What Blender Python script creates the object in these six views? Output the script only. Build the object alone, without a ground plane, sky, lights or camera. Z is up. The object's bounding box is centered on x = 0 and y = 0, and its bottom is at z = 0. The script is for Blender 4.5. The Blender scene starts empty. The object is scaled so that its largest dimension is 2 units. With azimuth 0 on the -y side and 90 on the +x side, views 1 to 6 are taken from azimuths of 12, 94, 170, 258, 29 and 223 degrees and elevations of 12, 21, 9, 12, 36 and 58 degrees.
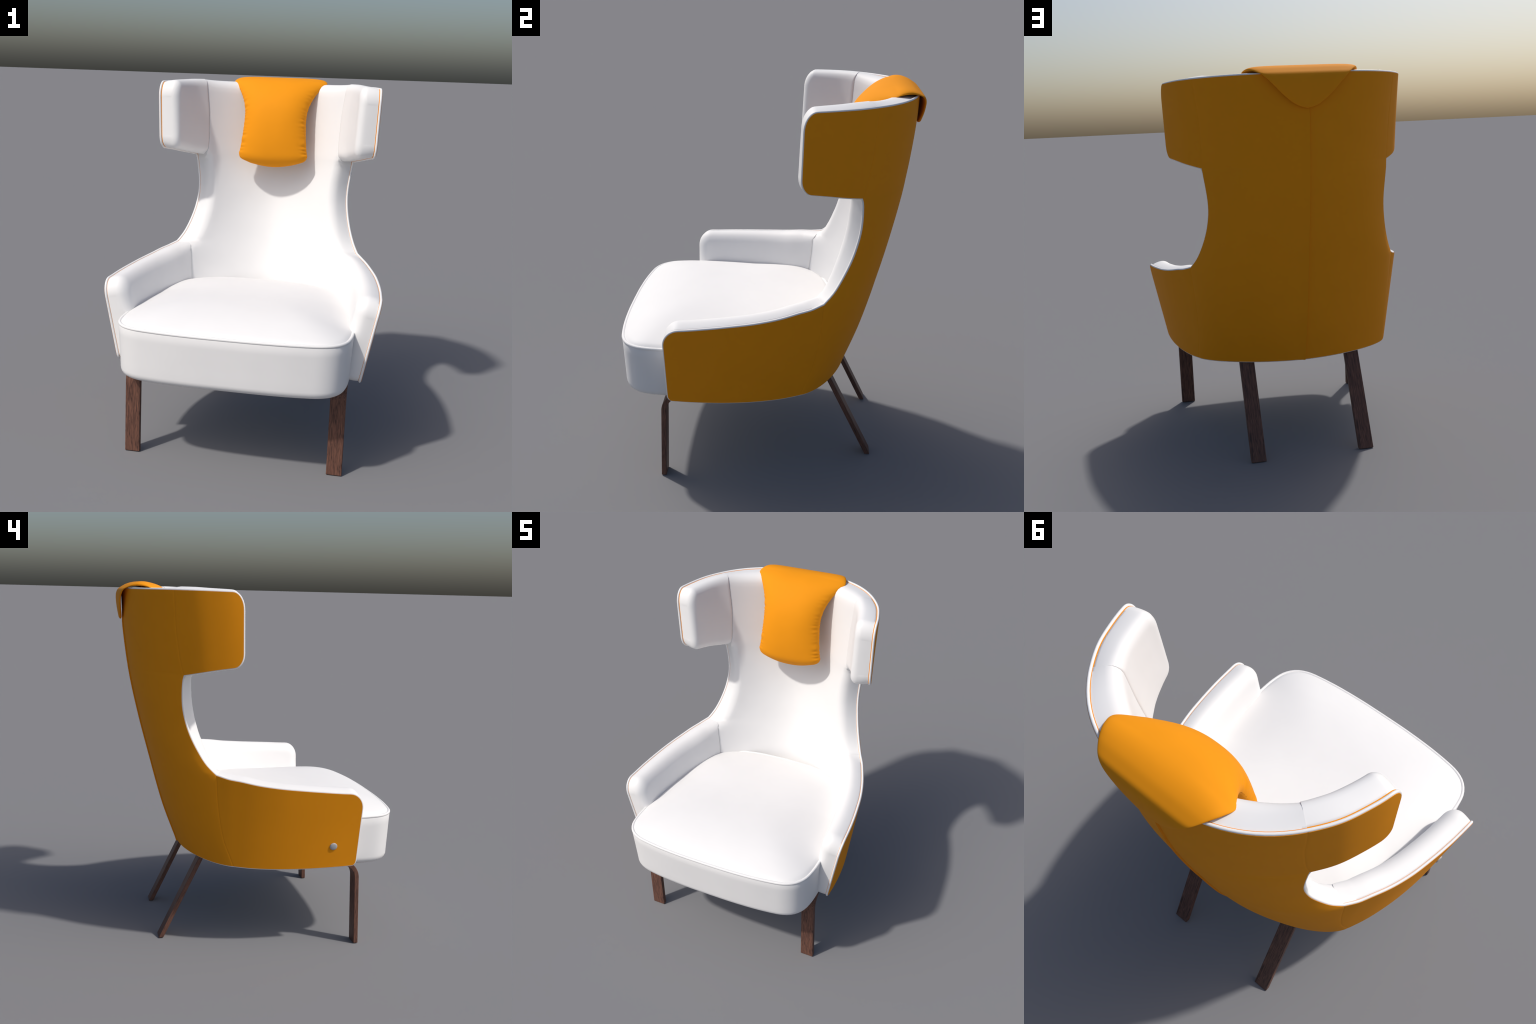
import bpy, math
import numpy as np
from mathutils import Vector

# ------------------------------------------------------------------ frame --
YAW = 0.0225           # the chair stands slightly turned on the ground
OFFSET_X = -0.0075
OFFSET_Y = 0.0

# -------------------------------------------------------------- materials --
def new_mat(name):
    m = bpy.data.materials.new(name)
    m.use_nodes = True
    nt = m.node_tree
    nt.nodes.clear()
    out = nt.nodes.new('ShaderNodeOutputMaterial')
    b = nt.nodes.new('ShaderNodeBsdfPrincipled')
    nt.links.new(b.outputs[0], out.inputs[0])
    return m, nt, b

def fabric(name, col, rough=0.6, spread=0.04, sheen=0.0, spec=0.3):
    m, nt, b = new_mat(name)
    tc = nt.nodes.new('ShaderNodeTexCoord')
    n = nt.nodes.new('ShaderNodeTexNoise')
    n.inputs['Scale'].default_value = 7.0
    n.inputs['Detail'].default_value = 3.0
    nt.links.new(tc.outputs['Object'], n.inputs['Vector'])
    r = nt.nodes.new('ShaderNodeValToRGB')
    r.color_ramp.elements[0].position = 0.3
    r.color_ramp.elements[1].position = 0.7
    r.color_ramp.elements[0].color = (*[c * (1 - spread) for c in col], 1)
    r.color_ramp.elements[1].color = (*[min(1, c * (1 + spread)) for c in col], 1)
    nt.links.new(n.outputs['Fac'], r.inputs['Fac'])
    nt.links.new(r.outputs['Color'], b.inputs['Base Color'])
    b.inputs['Roughness'].default_value = rough
    b.inputs['Specular IOR Level'].default_value = spec
    b.inputs['Sheen Weight'].default_value = sheen
    return m

def wood(name):
    m, nt, b = new_mat(name)
    tc = nt.nodes.new('ShaderNodeTexCoord')
    mp = nt.nodes.new('ShaderNodeMapping')
    mp.inputs['Scale'].default_value = (95, 95, 6)
    nt.links.new(tc.outputs['Object'], mp.inputs['Vector'])
    n = nt.nodes.new('ShaderNodeTexNoise')
    n.inputs['Scale'].default_value = 2.2
    n.inputs['Detail'].default_value = 5.0
    n.inputs['Distortion'].default_value = 1.2
    nt.links.new(mp.outputs['Vector'], n.inputs['Vector'])
    r = nt.nodes.new('ShaderNodeValToRGB')
    e = r.color_ramp.elements
    e[0].position = 0.34; e[0].color = (0.055, 0.028, 0.023, 1)
    e[1].position = 0.64; e[1].color = (0.185, 0.086, 0.058, 1)
    k = e.new(0.47); k.color = (0.118, 0.056, 0.040, 1)
    nt.links.new(n.outputs['Fac'], r.inputs['Fac'])
    nt.links.new(r.outputs['Color'], b.inputs['Base Color'])
    bp = nt.nodes.new('ShaderNodeBump')
    bp.inputs['Strength'].default_value = 0.15
    bp.inputs['Distance'].default_value = 0.002
    nt.links.new(n.outputs['Fac'], bp.inputs['Height'])
    nt.links.new(bp.outputs['Normal'], b.inputs['Normal'])
    b.inputs['Roughness'].default_value = 0.5
    b.inputs['Specular IOR Level'].default_value = 0.3
    return m

WHITE = fabric('white_upholstery', (0.80, 0.795, 0.793), 0.55, 0.008, 0.0, 0.35)
ORANGE = fabric('orange_fabric', (0.80, 0.290, 0.008), 0.75, 0.012, 0.0, 0.12)
WOOD = wood('dark_walnut')
GREY = fabric('grey_metal', (0.40, 0.40, 0.41), 0.45, 0.02, 0.0, 0.5)

# ------------------------------------------------------------ small tools --
def spline(pts, n, tension=0.5):
    """Catmull-Rom through pts, resampled to n points by chord length."""
    P = np.array(pts, float)
    Q = np.vstack([2 * P[0] - P[1], P, 2 * P[-1] - P[-2]])
    out = []
    for i in range(1, len(Q) - 2):
        a, b, c, d = Q[i - 1], Q[i], Q[i + 1], Q[i + 2]
        t = np.linspace(0, 1, 24, endpoint=False)[:, None]
        m1 = tension * (c - a); m2 = tension * (d - b)
        out.append((2*t**3 - 3*t**2 + 1)*b + (t**3 - 2*t**2 + t)*m1
                   + (-2*t**3 + 3*t**2)*c + (t**3 - t**2)*m2)
    out.append(P[-1:])
    D = np.vstack(out)
    s = np.r_[0, np.cumsum(np.linalg.norm(np.diff(D, axis=0), axis=1))]
    if np.isscalar(n):
        u = np.linspace(0, s[-1], n)
    else:
        u = np.asarray(n) * s[-1]
    return np.stack([np.interp(u, s, D[:, k]) for k in range(P.shape[1])], 1)

def table(xs, ys):
    """Smooth monotone-ish lookup (cubic Hermite with finite differences)."""
    xs = np.array(xs, float); ys = np.array(ys, float)
    o = np.argsort(xs); xs = xs[o]; ys = ys[o]
    m = np.gradient(ys, xs)
    def f(x):
        x = np.clip(np.asarray(x, float), xs[0], xs[-1])
        i = np.clip(np.searchsorted(xs, x) - 1, 0, len(xs) - 2)
        h = xs[i+1] - xs[i]; t = (x - xs[i]) / h
        return ((2*t**3-3*t**2+1)*ys[i] + (t**3-2*t**2+t)*h*m[i]
                + (-2*t**3+3*t**2)*ys[i+1] + (t**3-t**2)*h*m[i+1])
    return f

def clustered(n, edge, total):
    """n parameters 0..1, dense within `edge` (a length) of both ends."""
    q = min(0.45, edge / total)
    k = max(5, n // 4)
    a = q * (1 - np.cos(np.linspace(0, math.pi / 2, k)))
    mid = np.linspace(q, 1 - q, n - 2 * k + 2)[1:-1]
    return np.r_[a, mid, 1 - a[::-1]]

def make_obj(name, verts, faces, mat, parent, smooth=True, angle=None):
    me = bpy.data.meshes.new(name)
    me.from_pydata([tuple(map(float, v)) for v in verts], [], faces)
    me.update()
    if smooth:
        me.polygons.foreach_set('use_smooth', [True] * len(me.polygons))
        if angle:
            me.set_sharp_from_angle(angle=math.radians(angle))
    me.materials.append(mat)
    ob = bpy.data.objects.new(name, me)
    bpy.context.collection.objects.link(ob)
    ob.parent = parent
    return ob

def mirrored(verts, faces):
    v = np.array(verts) * np.array([-1, 1, 1])
    return v, [tuple(reversed(f)) for f in faces]

def grid_faces(nu, nv, base=0, flip=False, wrap_u=False):
    f = []
    for i in range(nu if wrap_u else nu - 1):
        for j in range(nv - 1):
            i2 = (i + 1) % nu
            q = (base + i*nv + j, base + i2*nv + j, base + i2*nv + j + 1, base + i*nv + j + 1)
            f.append(tuple(reversed(q)) if flip else q)
    return f

def grid_normals(G, out_dir):
    du = np.gradient(G, axis=0); dv = np.gradient(G, axis=1)
    N = np.cross(du, dv)
    N /= np.maximum(np.linalg.norm(N, axis=2, keepdims=True), 1e-9)
    sgn = np.sign((N * out_dir).sum(axis=2).mean())
    return N * sgn

def border_idx(nu, nv):
    """Indices (i,j) round the border, once round."""
    r = [(i, 0) for i in range(nu)]
    r += [(nu - 1, j) for j in range(1, nv)]
    r += [(i, nv - 1) for i in range(nu - 2, -1, -1)]
    r += [(0, j) for j in range(nv - 2, 0, -1)]
    return r

def outward(G, N, b):
    """Unit vectors on the surface, square to the border, pointing out."""
    P = np.array([G[i, j] for i, j in b]); M = np.array([N[i, j] for i, j in b])
    mid = G[G.shape[0]//2, G.shape[1]//2]
    T = np.roll(P, -1, 0) - np.roll(P, 1, 0)
    a = np.roll(P, -1, 0) - P; c = P - np.roll(P, 1, 0)
    a /= np.maximum(np.linalg.norm(a, axis=1, keepdims=True), 1e-9)
    c /= np.maximum(np.linalg.norm(c, axis=1, keepdims=True), 1e-9)
    T = a + c
    O = np.cross(M, T)
    O /= np.maximum(np.linalg.norm(O, axis=1, keepdims=True), 1e-9)
    if ((P - mid)*O).sum() < 0: O = -O
    return O

def slab(G, N, depth_in, d0, wall_rows=2, puff=0.0, is_seam=None, reach=.05, calm=()):
    """Closed solid between depth d0 and the depth field depth_in below G.
    Free borders are puffed outwards by `puff`; seam borders stay put."""
    nu, nv, _ = G.shape
    A = G - N * (d0[..., None] if hasattr(d0, 'shape') else d0)
    B = G - N * depth_in[..., None]
    b = border_idx(nu, nv)
    Lb = len(b)
    O = outward(G, N, b)
    free = np.array([0.0 if (is_seam and is_seam(i, j)) else 1.0 for i, j in b])
    if is_seam:                       # where a seam meets the rim follow the rim's direction
        O0 = O.copy()
        for m in range(Lb):
            if free[m] == 0:
                for q in (m - 1, (m + 1) % Lb):
                    if free[q] == 1: O[m] = O0[q]; free[m] = .999
    grow = free*puff*(.4 + .6*np.abs(O[:, 2]))
    for c in calm:                    # no puffing where two rims meet at a corner
        grow = grow*np.clip(np.array([np.linalg.norm(G[q] - c) for q in b])/.07, 0, 1)
    if puff:
        P = np.array([G[q] for q in b])
        S = G.reshape(-1, 3)
        d2 = np.linalg.norm(S[:, None, :] - P[None, :, :], axis=2)
        d2 = d2 + (1 - (free > 0))[None, :]*9
        near = d2.argmin(1); d = d2.min(1)
        w = np.clip(1 - d/reach, 0, 1); w = w*w*(3 - 2*w)
        V = O*grow[:, None]
        for _ in range(12):
            V2 = (np.roll(V, 1, 0) + 2*V + np.roll(V, -1, 0))/4
            V = np.where((free == 1)[:, None], V2, V)
        grow = np.linalg.norm(V, axis=1); O = V/np.maximum(grow, 1e-9)[:, None]
        B = B + (O[near]*(w*grow[near])[:, None]).reshape(G.shape)
    verts = list(A.reshape(-1, 3)) + list(B.reshape(-1, 3))
    n = nu * nv
    i, j = nu // 2, nv // 2
    q = np.cross(A[i+1, j] - A[i, j], A[i, j+1] - A[i, j])
    pos = np.dot(q, N[i, j]) > 0
    faces = grid_faces(nu, nv, 0, not pos) + grid_faces(nu, nv, n, pos)
    rows = [[i*nv + j for i, j in b]]
    for k in range(1, wall_rows):
        t = k / wall_rows
        row = []
        for m, (i, j) in enumerate(b):
            base = B[i, j] - O[m]*grow[m]
            p = A[i, j]*(1-t) + base*t + O[m]*grow[m]*math.sin(t*math.pi/2)**.8
            row.append(len(verts)); verts.append(p)
        rows.append(row)
    rows.append([n + i*nv + j for i, j in b])
    for r0, r1 in zip(rows[:-1], rows[1:]):
        for m in range(Lb):
            m2 = (m + 1) % Lb
            q = (r0[m], r0[m2], r1[m2], r1[m])
            faces.append(tuple(reversed(q)) if pos else q)
    return verts, faces

def dist_to(G, line):
    P = np.array(line); S = G.reshape(-1, 3)
    a = P[:-1]; d = P[1:] - a
    L2 = np.maximum((d**2).sum(1), 1e-12)
    best = np.full(len(S), 9.0)
    for k in range(len(a)):
        t = np.clip(((S - a[k]) @ d[k]) / L2[k], 0, 1)
        best = np.minimum(best, np.linalg.norm(S - (a[k] + t[:, None]*d[k]), axis=1))
    return best.reshape(G.shape[:2])

def tube(path, radius, sides=12, closed=False):
    P = np.array(path); n = len(P)
    if closed:
        T = np.roll(P, -1, 0) - np.roll(P, 1, 0)
    else:
        T = np.gradient(P, axis=0)
    T /= np.linalg.norm(T, axis=1, keepdims=True)
    u = np.cross(T[0], [0, 0, 1.0])
    if np.linalg.norm(u) < 1e-3: u = np.cross(T[0], [1.0, 0, 0])
    u /= np.linalg.norm(u)
    V = []
    for k in range(n):
        u = u - T[k]*np.dot(u, T[k]); u /= np.linalg.norm(u)
        w = np.cross(T[k], u)
        for s in range(sides):
            a = 2*math.pi*s/sides
            V.append(P[k] + radius*(math.cos(a)*u + math.sin(a)*w))
    F = []
    for k in range(n if closed else n - 1):
        k2 = (k + 1) % n
        shift = 0
        if closed and k2 == 0:      # match the twist when closing
            d = [np.linalg.norm(np.array(V[k*sides]) - np.array(V[s])) for s in range(sides)]
            shift = int(np.argmin(d))
        for s in range(sides):
            s2 = (s + 1) % sides
            F.append((k*sides+s, k*sides+s2, k2*sides+(s2+shift) % sides, k2*sides+(s+shift) % sides))
    if not closed:
        F.append(tuple(range(sides))[::-1]); F.append(tuple(range((n-1)*sides, n*sides)))
    return V, F

# -------------------------------------------------- the shell's surfaces ---
ARM_SEAM = [(.530,.188,.481), (.536,.213,.550), (.542,.246,.640), (.550,.277,.810), (.556,.294,.999)]
WAIST = [(.556,.294,.999), (.524,.346,1.053), (.496,.390,1.125), (.475,.428,1.205), (.464,.453,1.285),
         (.464,.466,1.353), (.471,.470,1.421), (.480,.468,1.489), (.485,.461,1.524)]
WING_SEAM = [(.485,.461,1.524), (.492,.479,1.597), (.499,.489,1.662), (.506,.503,1.766), (.509,.511,1.891), (.511,.517,1.956)]

# wing: x as a function of (y, z), blended between its top and bottom lines
wing_top_x = table([.10,.18,.24,.33,.43,.517,.57], [.652,.6425,.6335,.6085,.568,.511,.468])
wing_bot_x = table([.10,.17,.211,.283,.391,.461,.53], [.634,.631,.620,.594,.540,.485,.424])
wing_zt = table([.10,.25,.372,.517], [1.951,1.953,1.955,1.956])
wing_zb = table([.10,.20,.283,.391,.461,.53], [1.590,1.578,1.564,1.541,1.524,1.507])
WING_FRONT = lambda z: .1735 + (z - 1.6)*.025

arm_top_x = table([-.50,-.374,-.27,-.14,-.024,.094,.178,.234,.294], [.738,.731,.722,.704,.682,.647,.614,.590,.556])
arm_bot_x = table([-.50,-.35,-.19,0,.10,.188,.294], [.653,.652,.637,.597,.566,.530,.480])
arm_zt = table([-.50,-.374,-.27,-.14,-.024,.095,.178,.234,.294], [.917,.920,.927,.936,.945,.959,.974,.982,.999])
arm_zb = table([-.50,-.35,-.19,0,.10,.188,.294], [.497,.491,.484,.478,.478,.481,.484])
ARM_FRONT = lambda z: -.4735 + 0*z

def sheet(y, z, zt, zb, topx, botx):
    """x of a side panel at (y, z): straight rulings between two curves."""
    w = (z - zb(y))/(zt(y) - zb(y))
    return botx(y) + (topx(y) - botx(y))*w

def wing_x(y, z): return sheet(y, z, wing_zt, wing_zb, wing_top_x, wing_bot_x)
def arm_x(y, z): return sheet(y, z, arm_zt, arm_zb, arm_top_x, arm_bot_x)
# the seams lie in those sheets
ARM_SEAM = [(float(arm_x(y, z)), y, z) for _, y, z in ARM_SEAM]
WING_SEAM = [(float(wing_x(y, z)), y, z) for _, y, z in WING_SEAM]
WAIST[0] = ARM_SEAM[-1]; WAIST[-1] = WING_SEAM[0]
def sheet_slope(fn, y, z): return -float(fn(y + .004, z) - fn(y - .012, z))/.016

back_y = table([.485,.58,.70,.86,1.0,1.246,1.5,1.65,1.82,1.956],
               [.428,.463,.506,.552,.588,.650,.703,.724,.741,.747])
_sl = [(z, sheet_slope(arm_x, y, z)) for _, y, z in ARM_SEAM[::2]] + [(1.27, .74)] + \
      [(z, sheet_slope(wing_x, y, z)) for _, y, z in (WING_SEAM[0], WING_SEAM[3], WING_SEAM[5])]
side_slope = table([q[0] for q in _sl], [q[1] for q in _sl])
fullness = table([.485,.8,1.1,1.956], [.50,.60,.667,.667])

n1, n2, n3 = 16, 26, 22
e1 = spline(ARM_SEAM, n1); e2 = spline(WAIST, n2); e3 = spline(WING_SEAM, clustered(n3, .04, .43))
EDGE = np.vstack([e1, e2[1:], e3[1:]])            # right edge of the back panel, bottom to top
NR = len(EDGE)
CENTRE_X = [-.07,-.05,-.036,-.025,-.0135,-.0125,-.011,0,.01,.02,.03,.04,.055,.07]

def back_section(E):
    """dense half section from the centre line to the edge point E"""
    z = E[2]; yb = float(back_y(z)); m = float(side_slope(z)); k = float(fullness(z))
    B = np.array([0, yb]); e = E[:2]
    Q = np.array([e[0] - m*(yb - e[1]), yb])
    c1 = B + k*(Q - B); c2 = e + k*(Q - e)
    u = np.linspace(0, 1, 300)[:, None]
    return (1-u)**3*B + 3*(1-u)**2*u*c1 + 3*(1-u)*u*u*c2 + u**3*e

def back_grid(ncol=26):
    rows = []
    for E in EDGE:
        S = back_section(E)
        s = np.r_[0, np.cumsum(np.linalg.norm(np.diff(S, axis=0), axis=1))]
        s7 = np.interp(.07, S[:, 0], s)
        L = s[-1] - s7
        t = np.linspace(0, 1, ncol)
        q = .05 / L
        tt = np.r_[np.linspace(0, 1-q, ncol-9)[1:], 1 - q*(1-np.sin(np.linspace(0, math.pi/2, 9)[1:]))]
        ss = s7 + tt*L
        side = np.stack([np.interp(ss, s, S[:, 0]), np.interp(ss, s, S[:, 1])], 1)
        mid = np.stack([CENTRE_X, np.interp(np.abs(CENTRE_X), S[:, 0], S[:, 1])], 1)
        full = np.vstack([side[::-1]*[-1, 1], mid, side])
        rows.append(np.c_[full, np.full(len(full), E[2])])
    return np.array(rows)                       # [row, col, 3]

BACK = back_grid()
BACK_N = grid_normals(BACK, np.array([0, 1, 0.]))

def side_panel(seam, zt, zb, topx, botx, front, rt, rb, ns, nt):
    """seam: polyline bottom->top. Rounded corners rt, rb = (along, up)."""
    sm = spline(seam, 80)
    seam_y = lambda z: np.interp(z, sm[:, 2], sm[:, 1])
    yb_s, yt_s = seam[0][1], seam[-1][1]
    fz = 0.5*(seam[0][2] + seam[-1][2])
    L = yt_s - float(front(fz))
    S = clustered(ns, .07, L)
    # extra fine columns where the front corners turn
    k = 10
    q = max(rt[0], rb[0]) / L
    S = np.r_[S[S < 1 - q - 1e-6], 1 - q + q*np.sin(np.linspace(0, math.pi/2, k))]
    T = clustered(nt, .06, .42)
    G = np.zeros((len(S), len(T), 3))
    for a, s in enumerate(S):
        yt_n = yt_s + (float(front(fz)) - yt_s)*s
        yb_n = yb_s + (float(front(fz)) - yb_s)*s
        top = float(zt(yt_n)); bot = float(zb(yb_n))
        d = (1 - s)*L
        def corner(r):
            if d >= r[0]: return 0.0
            x = (r[0] - d)/r[0]
            return r[1]*(1 - math.sqrt(max(0, 1 - x*x)))
        top -= corner(rt); bot += corner(rb)
        z = bot + (top - bot)*T
        y = seam_y(z) + (front(z) - seam_y(z))*s
        zt0 = zt(y); zb0 = zb(np.minimum(y, 9))
        w = np.clip((z - zb0)/(zt0 - zb0), 0, 1)
        x = botx(y) + (topx(y) - botx(y))*w
        G[a, :, 0] = x; G[a, :, 1] = y; G[a, :, 2] = z
    def X(y, z):
        return sheet(y, z, zt, zb, topx, botx)
    G[..., 0] = X(G[..., 1], G[..., 2])
    e = .004
    N = np.stack([np.ones(G.shape[:2]),
                  -(X(G[..., 1]+e, G[..., 2]) - X(G[..., 1]-e, G[..., 2]))/(2*e),
                  -(X(G[..., 1], G[..., 2]+e) - X(G[..., 1], G[..., 2]-e))/(2*e)], 2)
    N /= np.linalg.norm(N, axis=2, keepdims=True)
    return G, N

WING, WING_N = side_panel(WING_SEAM, wing_zt, wing_zb, wing_top_x, wing_bot_x, WING_FRONT, (.055,.085), (.05,.065), 40, 40)
ARM, ARM_N = side_panel(ARM_SEAM, arm_zt, arm_zb, arm_top_x, arm_bot_x, ARM_FRONT, (.075,.085), (.022,.028), 56, 40)
# share the seam's normals so that pads meet along the seams
ia, iw = n1, NR - n3
def blend_seam(Np, Gp, rows):
    """give both panels the same normal along their common seam"""
    zs = BACK[rows, -1, 2]
    zp = Gp[0, :, 2]
    common_b = []
    for r in range(*rows.indices(NR)):
        n2_ = np.array([np.interp(BACK[r, -1, 2], zp, Np[0, :, k]) for k in range(3)])
        v = BACK_N[r, -1] + n2_; common_b.append(v/np.linalg.norm(v))
    common_p = []
    for j in range(Gp.shape[1]):
        nb = np.array([np.interp(zp[j], zs, BACK_N[rows, -1, k]) for k in range(3)])
        v = nb + Np[0, j]; common_p.append(v/np.linalg.norm(v))
    for j, c in enumerate(common_p):
        for i in range(10):
            d = np.linalg.norm(Gp[i, j] - Gp[0, j]); t = max(0, 1 - d/.06)
            v = Np[i, j]*(1-t) + c*t; Np[i, j] = v/np.linalg.norm(v)
    for r, c in zip(range(*rows.indices(NR)), common_b):
        for i in range(1, 14):
            d = np.linalg.norm(BACK[r, -i] - BACK[r, -1]); t = max(0, 1 - d/.06)
            v = BACK_N[r, -i]*(1-t) + c*t; BACK_N[r, -i] = v/np.linalg.norm(v)
            BACK_N[r, i-1] = BACK_N[r, -i]*[-1, 1, 1]
N_before = BACK_N.copy()
blend_seam(WING_N, WING, slice(iw-1, NR)); blend_seam(ARM_N, ARM, slice(0, ia))
# let the turned normals fade out along the waist instead of stopping dead
for r in range(ia, iw-1):
    z = BACK[r, -1, 2]
    for r0, span in ((ia-1, .22), (iw-1, .22)):
        t = max(0.0, 1 - abs(z - BACK[r0, -1, 2])/span); t = t*t*(3 - 2*t)
        BACK_N[r] += (BACK_N[r0] - N_before[r0])*t
    BACK_N[r] /= np.linalg.norm(BACK_N[r], axis=1, keepdims=True)

# ----------------------------------------------------------------- root ----
root = bpy.data.objects.new('wing_armchair', None)
bpy.context.collection.objects.link(root)
root.location = (OFFSET_X, OFFSET_Y, 0)
root.rotation_euler = (0, 0, YAW)
root['label'] = 'white wingback armchair with orange shell and headrest pillow'
root['category'] = 'armchair'

# --------------------------------------------------------- orange shell ----
SHELL = 0.0168
step = np.zeros(BACK.shape[:2])
bx = BACK[..., 0]
step = np.where(bx > -.0120, .009*np.clip(1 - (bx + .012)/.05, 0, 1)**1.5, 0)*np.clip((1.87 - BACK[..., 2])/.1, 0, 1)
Bk = BACK + BACK_N*step[..., None]
def seam_dip(G, lines):
    a = np.min([dist_to(G, l) for l in lines], 0)
    return .0012*np.exp(-(a/.0028)**2)
dip = seam_dip(BACK, [BACK[:ia, -1], BACK[:ia, 0], BACK[iw-1:, -1], BACK[iw-1:, 0]])
v, f = slab(Bk, BACK_N, np.full(BACK.shape[:2], SHELL) + step, dip)
make_obj('back_shell', v, f, ORANGE, root, angle=40)
for nm, G, N, th in (('wing_shell', WING, WING_N, .0190), ('arm_shell', ARM, ARM_N, SHELL)):
    v, f = slab(G, N, np.full(G.shape[:2], th), seam_dip(G, [G[0, :]]))
    make_obj(nm, v, f, ORANGE, root, angle=40)
    make_obj(nm, *mirrored(v, f), ORANGE, root, angle=40)

# --------------------------------------------------------------- piping ----
def rim(G, N, idx, depth=.0078, out=.0006):
    b = border_idx(*G.shape[:2])
    O = dict(zip(b, outward(G, N, b)))
    return [G[q] - N[q]*depth + O[q]*out for q in idx]

nr, nc, _ = BACK.shape
nsw, ntw, _ = WING.shape
nsa, nta, _ = ARM.shape
half = []
half += rim(BACK, BACK_N, [(nr-1, c) for c in range(nc//2, nc-1)])
wi = [(i, ntw-1) for i in range(1, nsw-1)] + [(nsw-1, j) for j in range(ntw-1, -1, -1)] + [(i, 0) for i in range(nsw-2, 0, -1)]
half += rim(WING, WING_N, wi)
half += rim(BACK, BACK_N, [(r, nc-1) for r in range(iw-1, ia-1, -1)])
ai = [(i, nta-1) for i in range(1, nsa-1)] + [(nsa-1, j) for j in range(nta-1, -1, -1)] + [(i, 0) for i in range(nsa-2, 0, -1)]
half += rim(ARM, ARM_N, ai)
half += rim(BACK, BACK_N, [(0, c) for c in range(nc-2, nc//2-1, -1)])
half = np.array(half)
# drop crowded points, then close the loop with its mirror image
def thin(P, dmin):
    out = [P[0]]
    for p in P[1:-1]:
        if np.linalg.norm(p - out[-1]) > dmin: out.append(p)
    out.append(P[-1]); return np.array(out)
half[0, 0] = 0; half[-1, 0] = 0
half = thin(half, .004)
loop = np.vstack([half, (half*[-1, 1, 1])[-2:0:-1]])
v, f = tube(loop, .0065, 12, closed=True)
make_obj('shell_piping', v, f, WHITE, root)

# ------------------------------------------------------------ white pads ---
def soft_edge(af, as_, rf, rs):
    """how far the pad falls away near its free edge and near its seam"""
    xf = np.clip(1 - af/rf, 0, 1); xs = np.clip(1 - as_/rs, 0, 1)
    return np.maximum(rf*(1 - np.sqrt(1 - xf*xf)), rs*(1 - np.sqrt(1 - xs*xs)))

PAD = .118
def back_inside():
    """the seat back's own, flatter section inside the shell"""
    I = np.zeros_like(BACK); COLW = np.zeros(BACK.shape[:2])
    for r in range(nr):
        E = BACK[r, -1] - BACK_N[r, -1]*PAD
        real = E[:2].copy()
        z = BACK[r, -1, 2]
        if ia - 1 < r < iw - 1:        # the waist is cut out of one smooth surface
            Ea = BACK[ia-1, -1] - BACK_N[ia-1, -1]*PAD; Ew = BACK[iw-1, -1] - BACK_N[iw-1, -1]*PAD
            t = (z - BACK[ia-1, -1, 2])/(BACK[iw-1, -1, 2] - BACK[ia-1, -1, 2])
            E = Ea*(1 - t) + Ew*t
        B = np.array([0, float(back_y(z)) - PAD - .004])
        m = 1.15
        q = min(m*(B[1] - E[1]), E[0]*.8)
        Q = np.array([E[0] - q, B[1]])
        k = .6
        c1 = B + k*(Q - B); c2 = E[:2] + k*(Q - E[:2])
        u = np.linspace(0, 1, 300)[:, None]
        S = (1-u)**3*B + 3*(1-u)**2*u*c1 + 3*(1-u)*u*u*c2 + u**3*E[:2]
        fr = np.abs(BACK[r, :, 0])/BACK[r, -1, 0]
        s0 = np.r_[0, np.cumsum(np.linalg.norm(np.diff(BACK[r], axis=0), axis=1))]
        half_i = int(np.argmin(np.abs(BACK[r, :, 0])))
        fr = np.abs(s0 - s0[half_i])/(s0[-1] - s0[half_i])
        s1 = np.r_[0, np.cumsum(np.linalg.norm(np.diff(S, axis=0), axis=1))]
        end = s1[int(np.argmin(np.linalg.norm(S - real, axis=1)))]
        x = np.interp(fr*end, s1, S[:, 0]); y = np.interp(fr*end, s1, S[:, 1])
        I[r, :, 0] = np.sign(BACK[r, :, 0])*x; I[r, :, 1] = y
        I[r, :, 2] = z - fr**6*BACK_N[r, -1, 2]*PAD
        COLW[r] = 1 - fr**8
    # even the inside out from bottom to top so that no corner of the rim telegraphs
    zr = BACK[:, -1, 2]
    K = np.exp(-((zr[:, None] - zr[None, :])/.045)**2)*np.gradient(zr)[None, :]
    K /= K.sum(1, keepdims=True)
    edge = np.minimum(np.abs(zr - zr[0]), np.abs(zr - zr[-1]))
    w = np.clip(edge/.1, 0, 1)[:, None]
    for k in (0, 1):
        I[..., k] = I[..., k]*(1 - w*COLW) + (K @ I[..., k])*w*COLW
    return I

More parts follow.
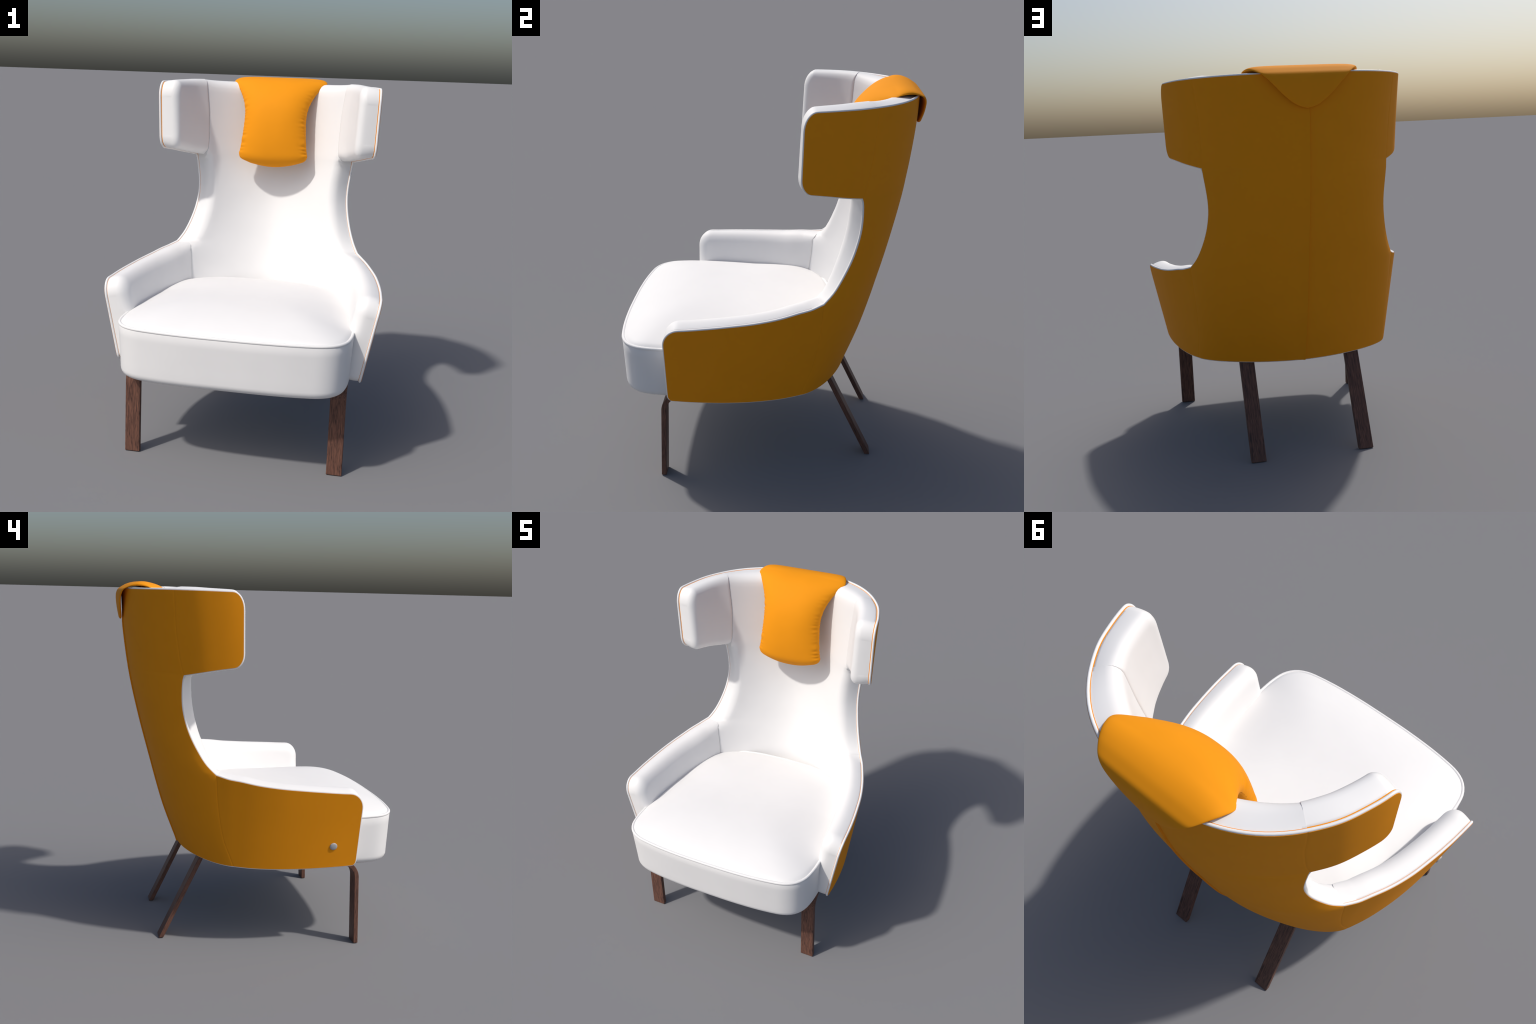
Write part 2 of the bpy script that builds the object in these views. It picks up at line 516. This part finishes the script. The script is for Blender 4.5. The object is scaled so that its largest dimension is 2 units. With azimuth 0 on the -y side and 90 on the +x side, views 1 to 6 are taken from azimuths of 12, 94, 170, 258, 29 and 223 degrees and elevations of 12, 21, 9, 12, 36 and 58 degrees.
def back_pad():
    free = [BACK[ia-1:iw, -1], BACK[ia-1:iw, 0], BACK[-1, :], BACK[0, :]]
    seam = [BACK[:ia, -1], BACK[:ia, 0], BACK[iw-1:, -1], BACK[iw-1:, 0]]
    af = np.min([dist_to(BACK, l) for l in free], 0)
    as_ = np.min([dist_to(BACK, l) for l in seam], 0)
    D = BACK - back_inside(); full = np.linalg.norm(D, axis=2)
    dep = full*(1 - soft_edge(af, as_, .046, .0015)/PAD)
    seam_at = lambda i, j: j in (0, nc-1) and (i < ia-1 or i > iw-1 or i in (nr-1, 0))
    return slab(BACK, D/full[..., None], dep, SHELL - .001, 6, .0085, seam_at,
                calm=[BACK[k, c] for k in (ia-1, iw-1) for c in (0, nc-1)])
v, f = back_pad()
make_obj('back_pad', v, f, WHITE, root, angle=75)

def side_pad(G, N, d1, r, rs, d0, swell, inner):
    b = [G[:, 0], G[:, -1], G[-1, :]]
    af = np.min([dist_to(G, l) for l in b], 0)
    as_ = dist_to(G, G[0, :])
    rf = .046 + (r - .046)*np.clip(as_/.08, 0, 1)
    dep = d1 + swell*np.clip(as_/.15, 0, 1)*np.clip(af/.12, 0, 1)**.7 - soft_edge(af, as_, rf, rs)
    return slab(G, N, dep, d0, 6, .0085, lambda i, j: i == 0, calm=[G[0, inner]])
for nm, G, N, r, rs, d0, sw, inner in (('wing_pad', WING, WING_N, .040, .010, .0186, .006, 0), ('arm_pad', ARM, ARM_N, .056, .008, SHELL - .001, .010, -1)):
    v, f = side_pad(G, N, PAD + .003, r, rs, d0, sw, inner)
    make_obj(nm, v, f, WHITE, root, angle=75)
    make_obj(nm, *mirrored(v, f), WHITE, root, angle=75)

# ----------------------------------------------------------------- seat ----
SEAT_HALF = [(0,-.768), (.15,-.766), (.30,-.757), (.42,-.742), (.49,-.726), (.545,-.695), (.582,-.645), (.598,-.585),
             (.604,-.50), (.600,-.35), (.580,-.15), (.545,.05), (.490,.19), (.38,.285), (.22,.335), (0,.350)]
h = spline(SEAT_HALF, 90)
OUT = np.vstack([h, (h*[-1, 1])[-2:0:-1]])
C = np.array([0, -.25])
nt_ = len(OUT)
PIPE_Z = .752
BOT_Z = .474
D = OUT - C
L = np.linalg.norm(D, axis=1, keepdims=True)
Dn = D/L
CROWN = .098
back_rise = .022*np.clip((OUT[:, 1:2] + .1)/.3, 0, 1)
def seat_z(rho):
    return PIPE_Z + .005 + CROWN*(1 - rho**3) + back_rise*np.clip(rho, 0, 1)**2
rings = []
for q in (0.0, .4, .8):                                     # underside
    rings.append(np.c_[C + D*q*.93, np.full(nt_, BOT_Z)])
R = .042
for a in np.linspace(0, math.pi/2, 8):                      # rolled bottom edge
    rings.append(np.c_[C + Dn*(L - .012 - R + R*math.sin(a)), np.full(nt_, BOT_Z + R - R*math.cos(a))])
for t in np.linspace(0, 1, 6)[1:]:                          # front wall
    rings.append(np.c_[C + Dn*(L - .0005 - .012*(1-t)), BOT_Z + R + (PIPE_Z - .008 + back_rise[:, 0] - BOT_Z - R)*t])
rings.append(np.c_[C + Dn*(L - .003), PIPE_Z - .003 + back_rise[:, 0]])
for a in np.linspace(0, math.pi/2, 7):                      # cushion's rounded border
    r = .030
    rho = 1 - (.009 + r - r*math.cos(a))/L
    z = seat_z(rho) - .014*(1 - math.sin(a))
    rings.append(np.c_[C + D*rho, z])
rho0 = 1 - .039/L
for q in np.linspace(1, 0, 22)[1:]:
    rho = rho0*q
    rings.append(np.c_[C + D*rho, seat_z(rho)])
V = np.array(rings); nk = len(V)
F = grid_faces(nk, nt_, 0, True)
for k in range(nk - 1):
    F.append((k*nt_, (k+1)*nt_, (k+1)*nt_ + nt_ - 1, k*nt_ + nt_ - 1)[::-1][::-1])
F = [f for f in F]
seat = make_obj('seat', V.reshape(-1, 3), F, WHITE, root, angle=60)
import bmesh
bm = bmesh.new(); bm.from_mesh(seat.data)
bmesh.ops.remove_doubles(bm, verts=bm.verts, dist=1e-5)
bmesh.ops.recalc_face_normals(bm, faces=bm.faces)
bm.to_mesh(seat.data); bm.free()
pp = np.c_[C + Dn*(L - .0068), PIPE_Z + back_rise[:, 0]]
v, f = tube(pp, .0084, 14, closed=True)
make_obj('seat_piping', v, f, WHITE, seat)

# ------------------------------------------------------ headrest pillow ----
# stations from the bottom seam over the crest to the tip of the rear flap:
# y, z of the seam plane, half width, bulge forward/up, bulge behind
ST = np.array([
    (.437,1.473,.000,.000,.000), (.435,1.477,.055,.018,.015), (.430,1.491,.134,.036,.032), (.426,1.511,.190,.048,.042),
    (.423,1.537,.208,.060,.050), (.428,1.575,.202,.070,.058), (.437,1.632,.195,.079,.064), (.449,1.689,.190,.086,.066),
    (.464,1.750,.187,.089,.064), (.484,1.805,.191,.088,.056), (.517,1.865,.210,.080,.042), (.562,1.926,.247,.060,.026),
    (.606,1.963,.285,.034,.010), (.655,1.977,.276,.021,.006), (.700,1.975,.252,.012,.005), (.733,1.963,.228,.007,.003),
    (.751,1.950,.209,.007,.004), (.760,1.930,.188,.008,.006), (.763,1.902,.160,.008,.006), (.761,1.860,.120,.008,.006), (.756,1.818,.070,.008,.006),
    (.754,1.800,.035,.007,.006), (.753,1.791,.000,.002,.002)])
P = spline(ST, 190)
tang = np.gradient(P[:, :2], axis=0); tang /= np.linalg.norm(tang, axis=1, keepdims=True)
nor = np.stack([-tang[:, 1], tang[:, 0]], 1)        # forward / up side
for _ in range(6):
    nor[1:-1] = (nor[:-2] + 2*nor[1:-1] + nor[2:])/4
nor /= np.linalg.norm(nor, axis=1, keepdims=True)
s_len = np.r_[0, np.cumsum(np.linalg.norm(np.diff(P[:, :2], axis=0), axis=1))]
U = np.sin(np.linspace(-math.pi/2, math.pi/2, 49))
def pillow_side(sign):
    G = np.zeros((len(P), len(U), 3))
    for k, (y, z, hw, hf, hb) in enumerate(P):
        hgt = hf if sign > 0 else hb
        au = np.abs(U)
        thin_part = np.clip((y - .62)/.06, 0, 1)
        prof = (1 - au**(2.4 + 6*thin_part))**(.55 - .15*thin_part)
        # gathered puckers next to the side seams
        ph = s_len[k]*2*math.pi/.024 + 2.6*math.sin(s_len[k]*23) + 1.9*math.sin(s_len[k]*61) + .8*np.sign(U)
        pk = .0042*np.clip(1 - thin_part, 0, 1)*np.exp(-((au - .93)/.07)**2)*np.sin(ph)
        pk *= 0.15 + 0.85*np.sin(s_len[k]*17 + 1.0 + 2*np.sign(U))**2
        d = sign*(hgt*prof + pk*(hgt > .03)*min(1, max(0, (.565 - y)/.05)))
        G[k, :, 0] = U*(hw + .0007*np.sin(ph)*(1 - thin_part)*(hf > .03)*min(1, max(0, (.565 - y)/.05)))
        G[k, :, 1] = y + nor[k, 0]*d
        G[k, :, 2] = z + nor[k, 1]*d
    return G
GF = pillow_side(1); GB = pillow_side(-1)
nu, nv = GF.shape[:2]
V = np.vstack([GF.reshape(-1, 3), GB.reshape(-1, 3)])
F = grid_faces(nu, nv, 0, False) + grid_faces(nu, nv, nu*nv, True)
pil = make_obj('headrest_pillow', V, F, ORANGE, root)
bm = bmesh.new(); bm.from_mesh(pil.data)
bmesh.ops.remove_doubles(bm, verts=bm.verts, dist=2e-4)
bmesh.ops.dissolve_degenerate(bm, edges=bm.edges, dist=1e-5)
bmesh.ops.recalc_face_normals(bm, faces=bm.faces)
bm.to_mesh(pil.data); bm.free()
pil.data.polygons.foreach_set('use_smooth', [True]*len(pil.data.polygons))

# ----------------------------------------------------------------- legs ----
def bevelled(ob, w=.003):
    m = ob.modifiers.new('soft_edges', 'BEVEL'); m.width = w; m.segments = 2; m.limit_method = 'ANGLE'
    m.angle_limit = math.radians(50)
    return ob

def plank(name, path_front, thick, width, x, origin, tilt=0.0, cut=0.0):
    """Bent plank: profile path in (y, z), extruded along x."""
    Pf = np.array(path_front)
    t = np.gradient(Pf, axis=0); t /= np.linalg.norm(t, axis=1, keepdims=True)
    nrm = np.stack([t[:, 1], -t[:, 0]], 1)
    Pb = Pf + nrm*thick
    if cut: Pb[0, 1] += cut
    n = len(Pf); V = []; F = []
    for sx in (-width/2, width/2):
        for p in Pf: V.append((sx, p[0], p[1]))
        for p in Pb: V.append((sx, p[0], p[1]))
    m = 2*n
    for k in range(n-1):
        F.append((k, k+1, n+k+1, n+k)); F.append((m+k, m+n+k, m+n+k+1, m+k+1))
        F.append((k, m+k, m+k+1, k+1)); F.append((n+k, n+k+1, m+n+k+1, m+n+k))
    F.append((0, n, m+n, m)); F.append((n-1, m+n-1, m+2*n-1, 2*n-1))
    ob = make_obj(name, V, F, WOOD, root, angle=35)
    bm = bmesh.new(); bm.from_mesh(ob.data)
    bmesh.ops.recalc_face_normals(bm, faces=bm.faces)
    bm.to_mesh(ob.data); bm.free()
    ob.location = (x, origin, 0); ob.rotation_euler = (tilt, 0, 0)
    return bevelled(ob)

front = [(.033*q, q) for q in np.linspace(0, .395, 34)]      # leaning shank, then the bend under the seat
lean0 = math.atan(.033)
for a in np.linspace(0, 1.2, 16)[1:]:
    front.append((.013 + .11*(math.cos(lean0) - math.cos(a + lean0)), .395 + .11*(math.sin(a + lean0) - math.sin(lean0))))
for sx in (1, -1):
    plank('front_leg', front, .026, .081, sx*.5465, -.538)

lean = math.atan2(.229, .472)
length = .56
for sx in (1, -1):
    # local z runs up the leg; the foot is cut level with the ground
    t = .025
    path = [(0, t*math.tan(lean))] + [(0, q) for q in np.linspace(.1, length, 6)]
    ob = plank('rear_leg', path, t, .079, sx*.2905, 0, lean, 0)
    me = ob.data
    for vv in me.vertices:
        if vv.co.z < .06:                    # level foot
            vv.co.z = (t - vv.co.y)*math.tan(lean)
    ob.location.y = .577 - t*math.cos(lean)
    ob.location.z = 0
    ob.location.z = -t*math.sin(lean)

# ----------------------------------------------------------------- knob ----
c = np.array([-.6745, -.336, .616])
i, j = np.unravel_index(np.argmin(np.linalg.norm(ARM*[-1, 1, 1] - c, axis=2)), ARM.shape[:2])
n = ARM_N[i, j]*[-1, 1, 1]
c = np.array([-float(arm_x(c[1], c[2])), c[1], c[2]])
e1_ = np.cross(n, [0, 0, 1.]); e1_ /= np.linalg.norm(e1_); e2_ = np.cross(n, e1_)
V = []; F = []
prof = [(.0200, -.004), (.0208, .001), (.0205, .003), (.0185, .0046), (.0145, .0060), (.0075, .0069), (.0, .0072)]
for r, hgt in prof:
    for s in range(32):
        a = 2*math.pi*s/32
        V.append(c + n*hgt + r*(math.cos(a)*e1_ + math.sin(a)*e2_))
for k in range(len(prof)-1):
    for s in range(32):
        s2 = (s+1) % 32
        F.append((k*32+s, k*32+s2, (k+1)*32+s2, (k+1)*32+s))
kn = make_obj('side_knob', V, F, GREY, root)
bm = bmesh.new(); bm.from_mesh(kn.data)
bmesh.ops.remove_doubles(bm, verts=bm.verts, dist=1e-5)
bmesh.ops.recalc_face_normals(bm, faces=bm.faces)
bm.to_mesh(kn.data); bm.free()
